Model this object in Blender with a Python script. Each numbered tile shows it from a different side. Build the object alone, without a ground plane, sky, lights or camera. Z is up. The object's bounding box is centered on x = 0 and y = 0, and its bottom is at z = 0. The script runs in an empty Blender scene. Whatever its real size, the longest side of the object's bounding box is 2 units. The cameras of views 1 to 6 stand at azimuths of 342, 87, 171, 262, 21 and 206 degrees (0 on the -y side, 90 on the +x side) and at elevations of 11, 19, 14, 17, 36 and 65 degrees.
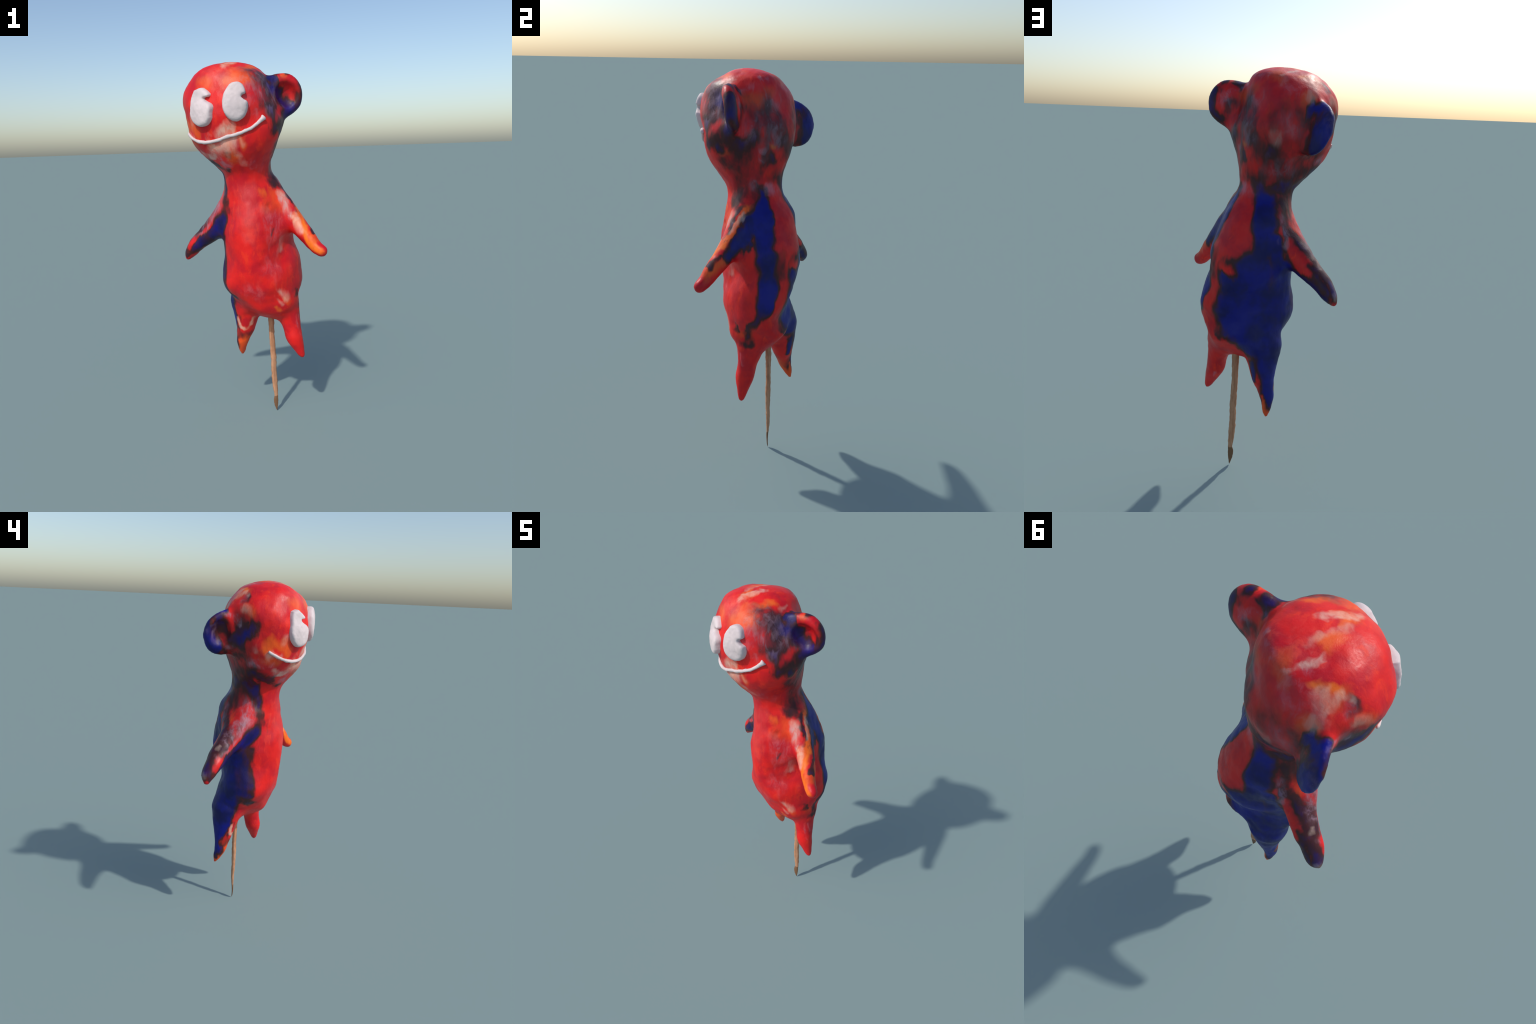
"""A hand-modelled clay figure with big ears, white eyes and a long smile, standing on a thin stick.

The body is one implicit surface: a trunk lofted through horizontal cross-sections (torso, neck, head),
two arms and two legs as tapering limbs, two cupped ears, all melted together like clay.
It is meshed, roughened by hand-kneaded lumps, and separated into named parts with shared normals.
"""
import bpy
import numpy as np

# ------------------------------------------------------------------ frame of the figure
LEFT = np.array([np.cos(np.radians(-45)), np.sin(np.radians(-45)), 0.0])   # the figure's own left
FRONT = np.array([-LEFT[0], LEFT[1], 0.0])                                  # where its belly points

# trunk cross-sections: height, centre (left, front), area term, log aspect, skew, three- and four-cornered squareness
TRUNK = np.array([
    [0.54, 0.0900, -0.1000, -0.0200, 0.1119, -0.2005, -0.0579, 0.0063, 0.0193, 0.0452],
    [0.60, 0.0787, -0.1050, -0.0010, 0.2256, -0.0064, -0.0874, 0.0135, 0.0356, 0.0611],
    [0.66, 0.0714, -0.0840, 0.0142, 0.1835, 0.0620, -0.0910, 0.0232, 0.0505, 0.0812],
    [0.73, 0.0524, -0.0785, 0.0278, 0.0879, 0.1248, -0.0466, 0.0503, 0.0766, 0.0544],
    [0.80, 0.0395, -0.0562, 0.0349, 0.1012, 0.2182, -0.0473, -0.0416, -0.0427, 0.0271],
    [0.88, 0.0459, -0.0489, 0.0369, -0.0121, 0.2899, -0.1117, 0.0297, 0.0182, 0.0046],
    [0.97, 0.0377, -0.0537, 0.0373, -0.1358, 0.2060, -0.0775, -0.0177, 0.0241, -0.0759],
    [1.06, 0.0215, -0.0541, 0.0387, -0.1980, 0.0457, -0.0720, -0.0567, -0.0323, -0.0242],
    [1.15, 0.0282, -0.0507, 0.0384, -0.1548, 0.0097, -0.0322, -0.0469, 0.0268, -0.0293],
    [1.24, 0.0141, -0.0441, 0.0321, -0.0775, -0.0734, -0.1292, -0.0219, 0.0405, -0.0256],
    [1.32, 0.0058, -0.0296, 0.0251, -0.1031, -0.1221, -0.0931, -0.0364, -0.0156, 0.0172],
    [1.39, -0.0004, 0.0001, 0.0192, -0.1298, -0.0686, -0.0448, -0.0288, -0.0166, 0.0414],
    [1.45, -0.0023, 0.0255, 0.0189, -0.1188, -0.0457, -0.0409, 0.0097, 0.0181, -0.0086],
    [1.51, -0.0105, 0.0596, 0.0282, -0.1003, 0.0299, -0.0170, 0.0345, 0.0050, -0.0156],
    [1.58, -0.0122, 0.0834, 0.0410, -0.0704, 0.0620, 0.0774, 0.0635, 0.0098, -0.0324],
    [1.65, -0.0209, 0.0888, 0.0510, 0.0379, 0.0664, 0.0867, 0.0071, 0.0235, -0.0177],
    [1.73, -0.0281, 0.0942, 0.0561, 0.0317, 0.0514, 0.0602, -0.0187, 0.0275, -0.0289],
    [1.81, -0.0418, 0.1085, 0.0511, 0.0705, -0.0207, 0.0325, 0.0391, -0.0256, -0.0055],
    [1.88, -0.0443, 0.1051, 0.0441, 0.0910, -0.0202, -0.0083, 0.0377, -0.0329, 0.0177],
    [1.94, -0.0370, 0.1024, 0.0296, 0.0240, 0.0566, 0.0148, 0.0188, 0.0087, 0.0444],
    [1.98, -0.0293, 0.0921, 0.0121, -0.0467, 0.1888, 0.0408, -0.0045, 0.0568, 0.0135],
    [2.01, -0.0114, 0.1018, -0.0068, -0.0774, 0.2133, 0.0282, 0.0090, 0.0641, 0.0042],
    [2.05, 0.0052, 0.1099, -0.0200, -0.1145, 0.2059, 0.0111, 0.0091, 0.0405, -0.0045]])

# limbs: x, y, z, radius, log stretch of the section along the front axis
ARM_L = np.array([[0.099, -0.050, 1.357, 0.046, 0.013], [0.195, -0.130, 1.213, 0.041, 0.041], [0.236, -0.180, 1.131, 0.042, 0.025], [0.279, -0.245, 1.053, 0.036, -0.048], [0.304, -0.277, 1.024, 0.031, -0.063]])
ARM_R = np.array([[-0.071, 0.024, 1.270, 0.066, 0.043], [-0.178, 0.172, 1.114, 0.055, 0.069], [-0.247, 0.231, 1.040, 0.044, 0.118], [-0.280, 0.264, 0.987, 0.033, 0.079], [-0.299, 0.272, 0.955, 0.017, 0.003]])
LEG_L = np.array([[.205, -.030, .665, .052, 0], [.214, -.051, .565, .051, 0], [.221, -.060, .505, .048, 0], [.235, -.068, .460, .036, 0], [.256, -.077, .405, .021, 0], [.265, -.080, .384, .013, 0]])
LEG_R = np.array([[.000, .132, .690, .086, 0], [.002, .146, .555, .060, 0], [-.010, .153, .490, .043, 0], [-.020, .167, .430, .032, 0], [-.017, .186, .378, .021, 0], [-.014, .196, .347, .011, 0]])
# ears: centre, azimuth and elevation of the hollow side, roll, half sizes (thickness, across, up)
EAR_L = np.array([.158, -.128, 1.831, np.radians(-95), -.137, .17, .042, .110, .110])
EAR_R = np.array([-.196, .196, 1.730, np.radians(202), -.30, 0, .036, .110, .119])
# where the hollow sits in each ear: share of the half sizes (across, up), and its own share of them
HOLLOW_L, HOLLOW_R = (.14, .0, .64, .66), (-.24, .14, .56, .58)


def spline_setup(x):
    n, h = len(x), np.diff(x)
    a, b = np.eye(n), np.zeros((n, n))
    for i in range(1, n - 1):
        a[i, i - 1:i + 2] = h[i - 1], 2 * (h[i - 1] + h[i]), h[i]
        b[i, i - 1:i + 2] = 6 / h[i - 1], -6 / h[i - 1] - 6 / h[i], 6 / h[i]
    return np.linalg.solve(a, b)


LEVELS, SECTIONS = TRUNK[:, 0], TRUNK[:, 1:]
CURVATURE = spline_setup(LEVELS) @ SECTIONS


def section(z):
    z = np.clip(z, LEVELS[0], LEVELS[-1])
    i = np.clip(np.searchsorted(LEVELS, z) - 1, 0, len(LEVELS) - 2)
    h = (LEVELS[i + 1] - LEVELS[i])[:, None]
    a = (LEVELS[i + 1] - z)[:, None] / h
    b = 1 - a
    return a * SECTIONS[i] + b * SECTIONS[i + 1] + ((a ** 3 - a) * CURVATURE[i] + (b ** 3 - b) * CURVATURE[i + 1]) * h * h / 6


def trunk(p):
    z = p[:, 2]
    s = section(z)
    ds = (section(z + .004) - section(z - .004)) / .008
    u, v, k = p @ LEFT - s[:, 0], p @ FRONT - s[:, 1], np.exp(s[:, 3])
    turn = np.arctan2(v, u)
    corners = 1 + s[:, 5] * np.cos(3 * turn) + s[:, 6] * np.sin(3 * turn) + s[:, 7] * np.cos(4 * turn) + s[:, 8] * np.sin(4 * turn)
    f = u * u / k + v * v * k + 2 * s[:, 4] * u * v - s[:, 2] * corners
    gu, gv = 2 * u / k + 2 * s[:, 4] * v, 2 * v * k + 2 * s[:, 4] * u
    gz = -gu * ds[:, 0] - gv * ds[:, 1] - ds[:, 2] + (v * v * k - u * u / k) * ds[:, 3] + 2 * u * v * ds[:, 4]
    d = f / np.sqrt(gu * gu + gv * gv + gz * gz + 1e-4)
    out = np.maximum(z - LEVELS[-1], LEVELS[0] - z)
    return np.where(out > 0, np.maximum(d, out), d)


def through(c, n):
    """Catmull-Rom curve through control rows."""
    c = np.asarray(c, float)
    e = np.vstack([2 * c[0] - c[1], c, 2 * c[-1] - c[-2]])
    o = []
    for i in range(1, len(e) - 2):
        for t in np.arange(n) / n:
            o.append(.5 * (2 * e[i] + (e[i + 1] - e[i - 1]) * t + (2 * e[i - 1] - 5 * e[i] + 4 * e[i + 1] - e[i + 2]) * t * t
                           + (3 * e[i] - e[i - 1] - 3 * e[i + 1] + e[i + 2]) * t ** 3))
    return np.array(o + [c[-1]])


def limb(p, rows):
    """Distance to a bent, tapering limb; far away only a rough bound."""
    lo, hi = rows[:, :3].min(0), rows[:, :3].max(0)
    away = np.linalg.norm(np.maximum(np.maximum(lo - p, p - hi), 0), axis=1)
    near = away < .30
    d = away.copy()
    p, pts, q = p[near], through(rows, 9), np.full(near.sum(), 9.)
    for a, b in zip(pts[:-1], pts[1:]):
        ab = b[:3] - a[:3]
        t = np.clip((p - a[:3]) @ ab / (ab @ ab), 0, 1)
        v = p - a[:3] - t[:, None] * ab
        s, vf = np.exp(a[4] + t * (b[4] - a[4])), v @ FRONT
        o2 = (v * v).sum(1) - vf * vf
        n1, n2 = np.sqrt(o2 + vf * vf / s ** 2 + 1e-12), np.sqrt(o2 + vf * vf / s ** 4 + 1e-12)
        q = np.minimum(q, (n1 - (a[3] + t * (b[3] - a[3]))) * n1 / n2)
    d[near] = q
    return d


def melt(a, b, k):
    h = np.maximum(k - np.abs(a - b), 0) / k
    return np.minimum(a, b) - h ** 3 * k / 6


def carve(a, b, k):
    return -melt(-a, b, k)


def ellipsoid(p, c, axes, r):
    q = (p - c) @ axes.T
    k0, k1 = np.linalg.norm(q / r, axis=1), np.linalg.norm(q / r ** 2, axis=1)
    return k0 * (k0 - 1) / (k1 + 1e-6)


def ear_axes(e):
    az, el, roll = e[3:6]
    n = np.array([np.cos(el) * np.cos(az), np.cos(el) * np.sin(az), np.sin(el)])
    u = np.array([-np.sin(az), np.cos(az), 0])
    w = np.cross(n, u)
    return np.stack([n, np.cos(roll) * u + np.sin(roll) * w, np.cos(roll) * w - np.sin(roll) * u])


def ear(p, e, hollow):
    ax = ear_axes(e)
    d = ellipsoid(p, e[:3], ax, e[6:9])
    at = e[:3] + ax[0] * e[6] * 1.05 + ax[1] * e[7] * hollow[0] + ax[2] * e[8] * hollow[1]
    return carve(d, ellipsoid(p, at, ax, np.array([e[6] * 1.35, e[7] * hollow[2], e[8] * hollow[3]])), .03)


def head_only(p):
    return trunk(p)


def body(p):
    d = trunk(p)
    d = melt(d, limb(p, ARM_L), .13)
    d = melt(d, limb(p, ARM_R), .13)
    d = melt(d, limb(p, LEG_L), .10)
    d = melt(d, limb(p, LEG_R), .10)
    d = melt(d, ear(p, EAR_L, HOLLOW_L), .085)
    return melt(d, ear(p, EAR_R, HOLLOW_R), .085) - .0015

# ------------------------------------------------------------------ face and stick
EYE_L_AT, EYE_L_FACING = (-.130, -.276, 1.793), (-.318, -.945, .08)
EYE_L_OUTLINE = np.array([(-.035, .077), (-.014, .087), (.013, .087), (.032, .072), (.041, .050), (.041, .034), (.026, .026), (.022, .015),
                          (.035, .004), (.051, -.006), (.051, -.034), (.042, -.060), (.027, -.079), (.001, -.094), (-.024, -.093),
                          (-.047, -.078), (-.064, -.053), (-.071, -.018), (-.067, .017), (-.056, .047)])
EYE_R_AT, EYE_R_FACING = (-.278, -.186, 1.780), (-.800, -.600, -.04)
EYE_R_OUTLINE = np.array([(-.050, .074), (-.012, .083), (.011, .073), (.030, .060), (.040, .048), (.034, .038), (.014, .036), (.008, .030),
                          (.020, .020), (.048, .006), (.058, -.015), (.054, -.040), (.050, -.068), (.026, -.094), (-.010, -.102),
                          (-.040, -.088), (-.062, -.062), (-.070, -.028), (-.068, .005), (-.062, .045)])
MOUTH = np.array([[-.316, -.030, 1.656, .004, .006], [-.308, -.040, 1.649, .006, .007], [-.297, -.072, 1.634, .007, .0075], [-.278, -.108, 1.619, .008, .008],
                  [-.250, -.150, 1.611, .008, .008], [-.212, -.198, 1.614, .008, .008], [-.172, -.230, 1.627, .008, .009], [-.135, -.250, 1.635, .008, .008],
                  [-.100, -.263, 1.647, .008, .008], [-.065, -.272, 1.661, .008, .008], [-.035, -.276, 1.679, .009, .008], [-.008, -.278, 1.699, .009, .010],
                  [.010, -.278, 1.716, .010, .014]])
STICK = np.array([[.1531, .0675, .0, .0008, .0006], [.1500, .0655, .018, .006, .003], [.1477, .0643, .04, .0112, .0036], [.1463, .0639, .075, .0142, .0052],
                  [.1488, .0653, .098, .0112, .0056], [.1480, .0660, .115, .0125, .0070], [.1454, .0671, .15, .0146, .0092], [.1421, .0661, .20, .0164, .0110],
                  [.1394, .0647, .25, .0164, .0116], [.1385, .0642, .30, .0162, .0132], [.1375, .0642, .35, .0164, .0138], [.1356, .0649, .40, .0162, .0134],
                  [.1329, .0642, .45, .0160, .0130], [.1307, .0633, .50, .0158, .0136], [.1297, .0630, .55, .0170, .0150], [.1296, .0630, .60, .0180, .0150],
                  [.1290, .0600, .68, .0180, .0150]])
STEP = .008
# nicks and pinches that stand out: where, width, depth
NICKS = [((.058, -.159, 1.269), .014, .007), ((.043, -.169, 1.231), .022, .004), ((.084, -.164, 1.124), .030, .006), ((.180, -.114, .672), .030, .005),
         ((.007, .183, .825), .025, .004), ((-.239, .225, 1.113), .014, .005), ((-.014, .200, .662), .022, .005), ((.167, .181, .978), .012, .004)]

# ------------------------------------------------------------------ how the clays were kneaded together
# smears of clay: colour, strength, half width, softness of the edge, then the path of the smear over the surface
SMEARS = [
    # smoky haze over the back and sides of the head
    ("blue", .30, 0.111, .9, (0.082, 0.077, 1.788), (0.029, 0.156, 1.654)),
    ("blue", .28, 0.098, .9, (-0.075, 0.187, 1.768), (-0.113, 0.169, 1.631)),
    ("blue", .30, 0.115, .9, (0.128, -0.036, 1.778), (0.128, 0.025, 1.663)),
    ("blue", .35, 0.074, .9, (-0.257, 0.128, 1.785), (-0.245, 0.089, 1.633)),
    ("blue", .52, 0.067, .8, (0.074, -0.195, 1.818), (0.169, -0.117, 1.702)),
    ("blue", .48, 0.067, .8, (0.127, -0.118, 1.590), (0.126, -0.034, 1.542)),
    ("blue", .50, 0.043, .8, (0.086, 0.073, 1.787), (0.105, 0.085, 1.707)),
    ("blue", .48, 0.041, .8, (0.086, 0.065, 1.794), (0.093, 0.102, 1.694)),
    ("blue", .50, 0.052, .8, (-0.028, 0.164, 1.611), (-0.093, 0.155, 1.606)),
    ("blue", .45, 0.041, .8, (0.065, 0.103, 1.506), (-0.098, 0.114, 1.505)),
    ("blue", .45, 0.056, .8, (-0.191, 0.130, 1.626), (-0.122, 0.090, 1.476)),
    ("blue", .42, 0.078, .8, (-0.104, 0.098, 1.354), (-0.179, 0.136, 1.218)),
    ("blue", .45, 0.055, .8, (-0.214, 0.172, 1.162), (-0.297, 0.250, 1.041)),
    ("blue", .45, 0.041, .8, (0.113, -0.048, 1.466), (0.114, -0.101, 1.394)),
    ("lilac", .08, 0.071, .9, (-0.031, 0.044, 1.983), (-0.119, 0.140, 1.921)),
    ("lilac", .14, 0.073, .9, (0.086, 0.041, 1.862), (0.120, 0.054, 1.721)),
    # broad blue of the back
    ("blue", 1, 0.055, 0.47, (0.019, 0.137, 1.400), (0.023, 0.186, 1.315), (0.021, 0.199, 1.199)),
    ("blue", 1, 0.109, 0.42, (0.066, 0.218, 1.080), (0.101, 0.177, 0.951)),
    ("blue", 1, 0.113, 0.42, (0.128, 0.158, 0.881), (-0.024, 0.161, 0.893)),
    ("blue", 1, 0.092, 0.42, (0.133, 0.156, 0.829), (-0.011, 0.190, 0.794)),
    ("blue", 1, 0.074, 0.42, (0.008, 0.203, 0.761), (-0.013, 0.213, 0.634)),
    ("blue", 1, 0.047, 0.47, (-0.020, 0.212, 0.634), (-0.028, 0.199, 0.425)),
    ("blue", 1, 0.026, 0.52, (0.150, 0.005, 1.396), (0.195, -0.036, 1.302), (0.229, 0.049, 1.225)),
    # right flank and right leg
    ("blue", 1, 0.088, 0.42, (-0.119, 0.102, 1.000), (-0.133, 0.090, 0.828)),
    ("blue", .6, 0.044, 0.62, (-0.143, 0.051, 0.939), (-0.152, 0.050, 0.865)),
    ("blue", .62, 0.037, 0.62, (-0.133, 0.045, 0.788), (-0.104, 0.018, 0.754)),
    ("blue", 1, 0.061, 0.47, (-0.089, 0.136, 0.749), (-0.071, 0.154, 0.613)),
    ("blue", 1, 0.030, 0.52, (-0.057, 0.167, 0.566), (-0.044, 0.189, 0.401)),
    ("blue", .9, 0.036, 0.42, (-0.138, 0.045, 0.991), (-0.153, 0.041, 0.835)),
    ("blue", .65, 0.030, 0.62, (-0.152, 0.016, 1.455), (-0.135, -0.004, 1.375), (-0.143, -0.021, 1.292)),
    # left flank
    ("blue", 1, 0.049, 0.42, (0.139, 0.013, 1.409), (0.192, 0.021, 1.310), (0.235, 0.027, 1.209)),
    ("blue", 1, 0.046, 0.37, (0.256, 0.045, 1.147), (0.276, 0.046, 1.005), (0.300, 0.035, 0.908)),
    ("blue", .75, 0.023, 0.47, (0.301, 0.023, 0.862), (0.287, -0.032, 0.808), (0.258, -0.044, 0.730)),
    ("blue", .6, 0.023, 0.52, (0.256, -0.063, 0.694), (0.265, -0.037, 0.691)),
    ("blue", 1, 0.038, 0.42, (0.200, 0.173, 1.101), (0.175, 0.185, 1.011)),
    ("blue", 1, 0.057, 0.42, (0.084, 0.179, 0.810), (0.095, 0.174, 0.720)),
    ("blue", .55, 0.029, 0.62, (0.254, 0.096, 0.756), (0.227, 0.130, 0.749)),
    ("blue", .9, 0.018, 0.52, (0.066, 0.180, 0.622), (0.051, 0.173, 0.529)),
    ("blue", 1, 0.033, 0.47, (0.192, -0.034, 1.310), (0.229, -0.082, 1.226), (0.263, -0.136, 1.162)),
    ("blue", 1, 0.045, .4, (-0.077, 0.167, 1.096), (-0.051, 0.161, 1.001)),
    ("blue", 1, 0.035, .45, (-0.026, 0.192, 1.222), (-0.042, 0.183, 1.154)),
    # red strips cut into the blue
    ("red", .92, 0.043, 0.42, (0.104, 0.108, 1.383), (0.135, 0.147, 1.306), (0.159, 0.184, 1.195)),
    ("red", 1, 0.024, 0.72, (0.203, 0.169, 1.104), (0.169, 0.192, 1.080)),
    ("red", .9, 0.010, 0.52, (0.234, 0.137, 1.095), (0.241, 0.134, 0.970), (0.276, 0.098, 0.895), (0.268, 0.071, 0.807)),
    ("red", .95, 0.013, 0.52, (0.262, 0.081, 0.758), (0.233, 0.120, 0.719), (0.169, 0.099, 0.662)),
    ("red", 1, 0.014, 0.52, (0.124, 0.096, 0.633), (0.089, 0.139, 0.576)),
    ("red", .9, 0.026, 0.42, (0.236, 0.119, 1.153), (0.244, 0.113, 1.117)),
    ("red", .95, 0.015, 0.52, (0.244, 0.121, 1.078), (0.251, 0.119, 0.988), (0.280, 0.094, 0.906), (0.280, 0.056, 0.811)),
    ("red", 1, 0.048, 0.47, (0.279, 0.025, 0.769), (0.268, 0.064, 0.756)),
    ("red", 1, 0.027, 0.52, (0.236, 0.086, 0.689), (0.061, 0.141, 0.543)),
    ("red", 1, 0.037, 0.42, (0.120, 0.091, 1.386), (0.176, 0.133, 1.274), (0.206, 0.145, 1.200)),
    ("blue", .32, 0.031, .8, (0.236, 0.119, 1.153), (0.252, 0.108, 1.061)),
    # front edge is plain red
    ("red", 1, 0.044, 0.32, (-0.138, -0.043, 1.141), (-0.130, -0.053, 0.950), (-0.128, -0.059, 0.826)),
    ("red", 1, 0.028, 0.47, (0.169, -0.086, 0.600), (-0.051, 0.054, 0.661), (-0.061, 0.085, 0.633)),
    ("red", 1, 0.043, 0.37, (-0.118, -0.085, 1.374), (-0.112, -0.084, 1.265), (-0.135, -0.073, 1.123)),
    ("red", .9, 0.013, 0.52, (-0.142, 0.024, 1.082), (-0.141, 0.019, 1.044)),
    # right leg inside
    ("red", 1, 0.017, 0.52, (-0.056, 0.098, 0.598), (-0.049, 0.126, 0.512)),
    ("orange", .5, 0.009, 0.78, (-0.085, 0.095, 0.689), (-0.074, 0.120, 0.630)),
    ("cream", .55, 0.008, 0.68, (-0.064, 0.104, 0.610), (-0.043, 0.109, 0.534)),
    ("cream", .7, 0.008, 0.68, (-0.063, 0.105, 0.605), (-0.048, 0.110, 0.547), (-0.022, 0.096, 0.526), (0.006, 0.082, 0.556), (0.018, 0.059, 0.604)),
    ("orange", .4, 0.009, 0.98, (-0.063, 0.105, 0.605), (-0.048, 0.110, 0.547), (-0.022, 0.096, 0.526), (0.006, 0.082, 0.556), (0.018, 0.059, 0.604)),
    ("blue", .27, 0.021, 0.82, (-0.051, 0.135, 0.489), (0.008, 0.108, 0.490)),
    ("orange", .45, 0.044, 0.88, (-0.022, 0.132, 0.427), (-0.022, 0.167, 0.367)),
    ("orange", .6, 0.022, 0.68, (-0.036, 0.183, 0.367), (-0.045, 0.154, 0.409)),
    ("red", .9, 0.010, 0.62, (0.006, 0.188, 0.441), (-0.001, 0.201, 0.365)),
    ("blue", .5, 0.011, 0.72, (-0.054, 0.127, 0.540), (-0.052, 0.148, 0.472)),
    ("red", 1, 0.031, .4, (-0.026, 0.111, 0.490), (-0.015, 0.162, 0.376)),
    ("blue", .30, 0.020, .7, (-0.051, 0.135, 0.489), (0.008, 0.108, 0.490)),
    ("orange", .5, 0.034, .8, (-0.023, 0.129, 0.436), (-0.018, 0.168, 0.366)),
    # left leg and left hip
    ("blue", .5, 0.007, 0.62, (0.209, -0.117, 0.798), (0.231, -0.096, 0.756)),
    ("orange", .3, 0.015, 0.78, (0.242, -0.082, 0.744), (0.258, -0.050, 0.752)),
    ("blue", .55, 0.009, 0.62, (0.224, -0.105, 0.782), (0.212, -0.115, 0.753)),
    ("cream", .5, 0.012, 0.78, (0.114, -0.159, 0.810), (0.148, -0.144, 0.749)),
    ("orange", .5, 0.010, 0.78, (0.139, -0.147, 0.758), (0.164, -0.138, 0.717)),
    ("cream", .4, 0.006, 0.78, (0.082, -0.153, 0.773), (0.126, -0.140, 0.722)),
    ("orange", .6, 0.008, 0.78, (0.092, -0.130, 0.705), (0.112, -0.125, 0.680)),
    ("lilac", .45, 0.008, 0.78, (0.225, -0.018, 0.478), (0.256, -0.047, 0.422)),
    ("lilac", .25, 0.008, 0.78, (0.250, -0.078, 0.626), (0.259, -0.075, 0.580)),
    ("lilac", .3, 0.006, 0.78, (0.231, -0.092, 0.639), (0.252, -0.097, 0.516)),
    ("blue", .5, 0.023, .7, (-0.142, -0.025, 1.284), (-0.146, -0.016, 1.234), (-0.151, 0.011, 1.170)),
    ("blue", .6, 0.029, .6, (-0.143, 0.024, 1.087), (-0.140, 0.032, 1.011)),
    # belly and chest
    ("cream", .06, 0.034, 0.98, (-0.052, -0.140, 1.354), (-0.063, -0.151, 1.243), (-0.066, -0.168, 1.125)),
    ("lilac", .35, 0.034, 0.98, (0.062, -0.172, 1.183), (0.084, -0.164, 1.112)),
    ("blue", .3, 0.009, 0.82, (0.084, -0.165, 1.133), (0.071, -0.169, 1.107)),
    ("cream", .5, 0.012, 0.78, (0.126, -0.134, 1.075), (0.137, -0.122, 1.031)),
    ("lilac", .22, 0.039, 0.98, (0.055, -0.172, 0.949), (0.078, -0.165, 0.939)),
    ("lilac", .2, 0.032, 0.98, (-0.053, -0.125, 0.817), (-0.024, -0.136, 0.802)),
    ("orange", .45, 0.015, 0.98, (0.027, -0.154, 1.337), (0.037, -0.154, 1.324)),
    ("orange", .3, 0.031, 0.98, (0.090, -0.144, 1.313), (0.093, -0.151, 1.267)),
    # left arm
    ("lilac", .75, 0.018, 0.78, (0.138, -0.147, 1.291), (0.170, -0.173, 1.216)),
    ("blue", .5, 0.008, 0.62, (0.154, -0.081, 1.374), (0.175, -0.129, 1.308), (0.202, -0.166, 1.241)),
    ("blue", .6, 0.010, 0.62, (0.151, -0.098, 1.363), (0.175, -0.128, 1.306), (0.207, -0.141, 1.266)),
    ("orange", .9, 0.016, 0.58, (0.171, -0.053, 1.359), (0.205, -0.110, 1.287), (0.238, -0.169, 1.210), (0.235, -0.207, 1.168)),
    ("cream", .75, 0.008, 0.78, (0.184, -0.082, 1.330), (0.211, -0.137, 1.265)),
    ("cream", .5, 0.018, 0.78, (0.137, -0.134, 1.324), (0.158, -0.163, 1.242)),
    ("orange", .7, 0.016, 0.78, (0.189, -0.184, 1.206), (0.213, -0.205, 1.169)),
    ("cream", .6, 0.010, 0.78, (0.178, -0.174, 1.221), (0.203, -0.199, 1.178)),
    ("orange", 1, 0.020, 0.68, (0.229, -0.219, 1.150), (0.251, -0.266, 1.062), (0.294, -0.305, 1.035)),
    ("blue", .55, 0.011, 0.62, (0.267, -0.184, 1.163), (0.288, -0.225, 1.113)),
    ("orange", 1, 0.019, 0.68, (0.227, -0.209, 1.167), (0.242, -0.254, 1.076), (0.286, -0.301, 1.022)),
    ("cream", .6, 0.013, 0.78, (0.196, -0.195, 1.181), (0.209, -0.215, 1.135)),
    ("orange", .7, 0.016, 0.68, (0.164, -0.070, 1.365), (0.195, -0.082, 1.311), (0.218, -0.130, 1.261), (0.208, -0.198, 1.193)),
    ("cream", .6, 0.007, 0.78, (0.179, -0.076, 1.338), (0.215, -0.131, 1.266)),
    ("blue", .6, 0.011, 0.72, (0.274, -0.196, 1.147), (0.284, -0.232, 1.112)),
    ("orange", .5, 0.019, 0.88, (0.279, -0.172, 1.136), (0.303, -0.250, 1.081)),
    # right arm
    ("blue", .78, 0.040, 0.47, (-0.168, 0.042, 1.166), (-0.210, 0.123, 1.095), (-0.264, 0.193, 1.016)),
    ("blue", .6, 0.019, 0.62, (-0.058, 0.131, 1.388), (-0.102, 0.163, 1.258), (-0.196, 0.185, 1.171)),
    ("blue", .85, 0.032, 0.62, (-0.145, -0.004, 1.183), (-0.156, 0.053, 1.127)),
    ("blue", .5, 0.013, 0.72, (-0.139, -0.016, 1.327), (-0.141, -0.025, 1.270)),
    ("blue", .55, 0.024, 0.62, (-0.202, 0.158, 1.180), (-0.249, 0.222, 1.106), (-0.301, 0.250, 1.035)),
    ("lilac", .6, 0.026, 0.88, (-0.130, 0.058, 1.338), (-0.161, 0.041, 1.273), (-0.188, 0.095, 1.214), (-0.219, 0.152, 1.156)),
    ("blue", .55, 0.015, 0.62, (-0.253, 0.249, 1.088), (-0.301, 0.244, 1.038), (-0.315, 0.257, 0.971)),
    ("blue", .85, 0.027, 0.52, (-0.108, 0.161, 1.082), (-0.175, 0.234, 1.047), (-0.252, 0.285, 0.976)),
    ("blue", .6, 0.014, 0.62, (-0.071, 0.138, 1.348), (-0.120, 0.157, 1.250), (-0.194, 0.166, 1.186)),
    ("lilac", .5, 0.012, 0.78, (-0.060, 0.157, 1.328), (-0.072, 0.184, 1.208)),
    ("blue", .55, 0.016, 0.62, (-0.158, 0.179, 1.198), (-0.225, 0.231, 1.118), (-0.281, 0.248, 1.064)),
    ("lilac", .5, 0.014, 0.78, (-0.187, 0.128, 1.211), (-0.233, 0.154, 1.128)),
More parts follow.
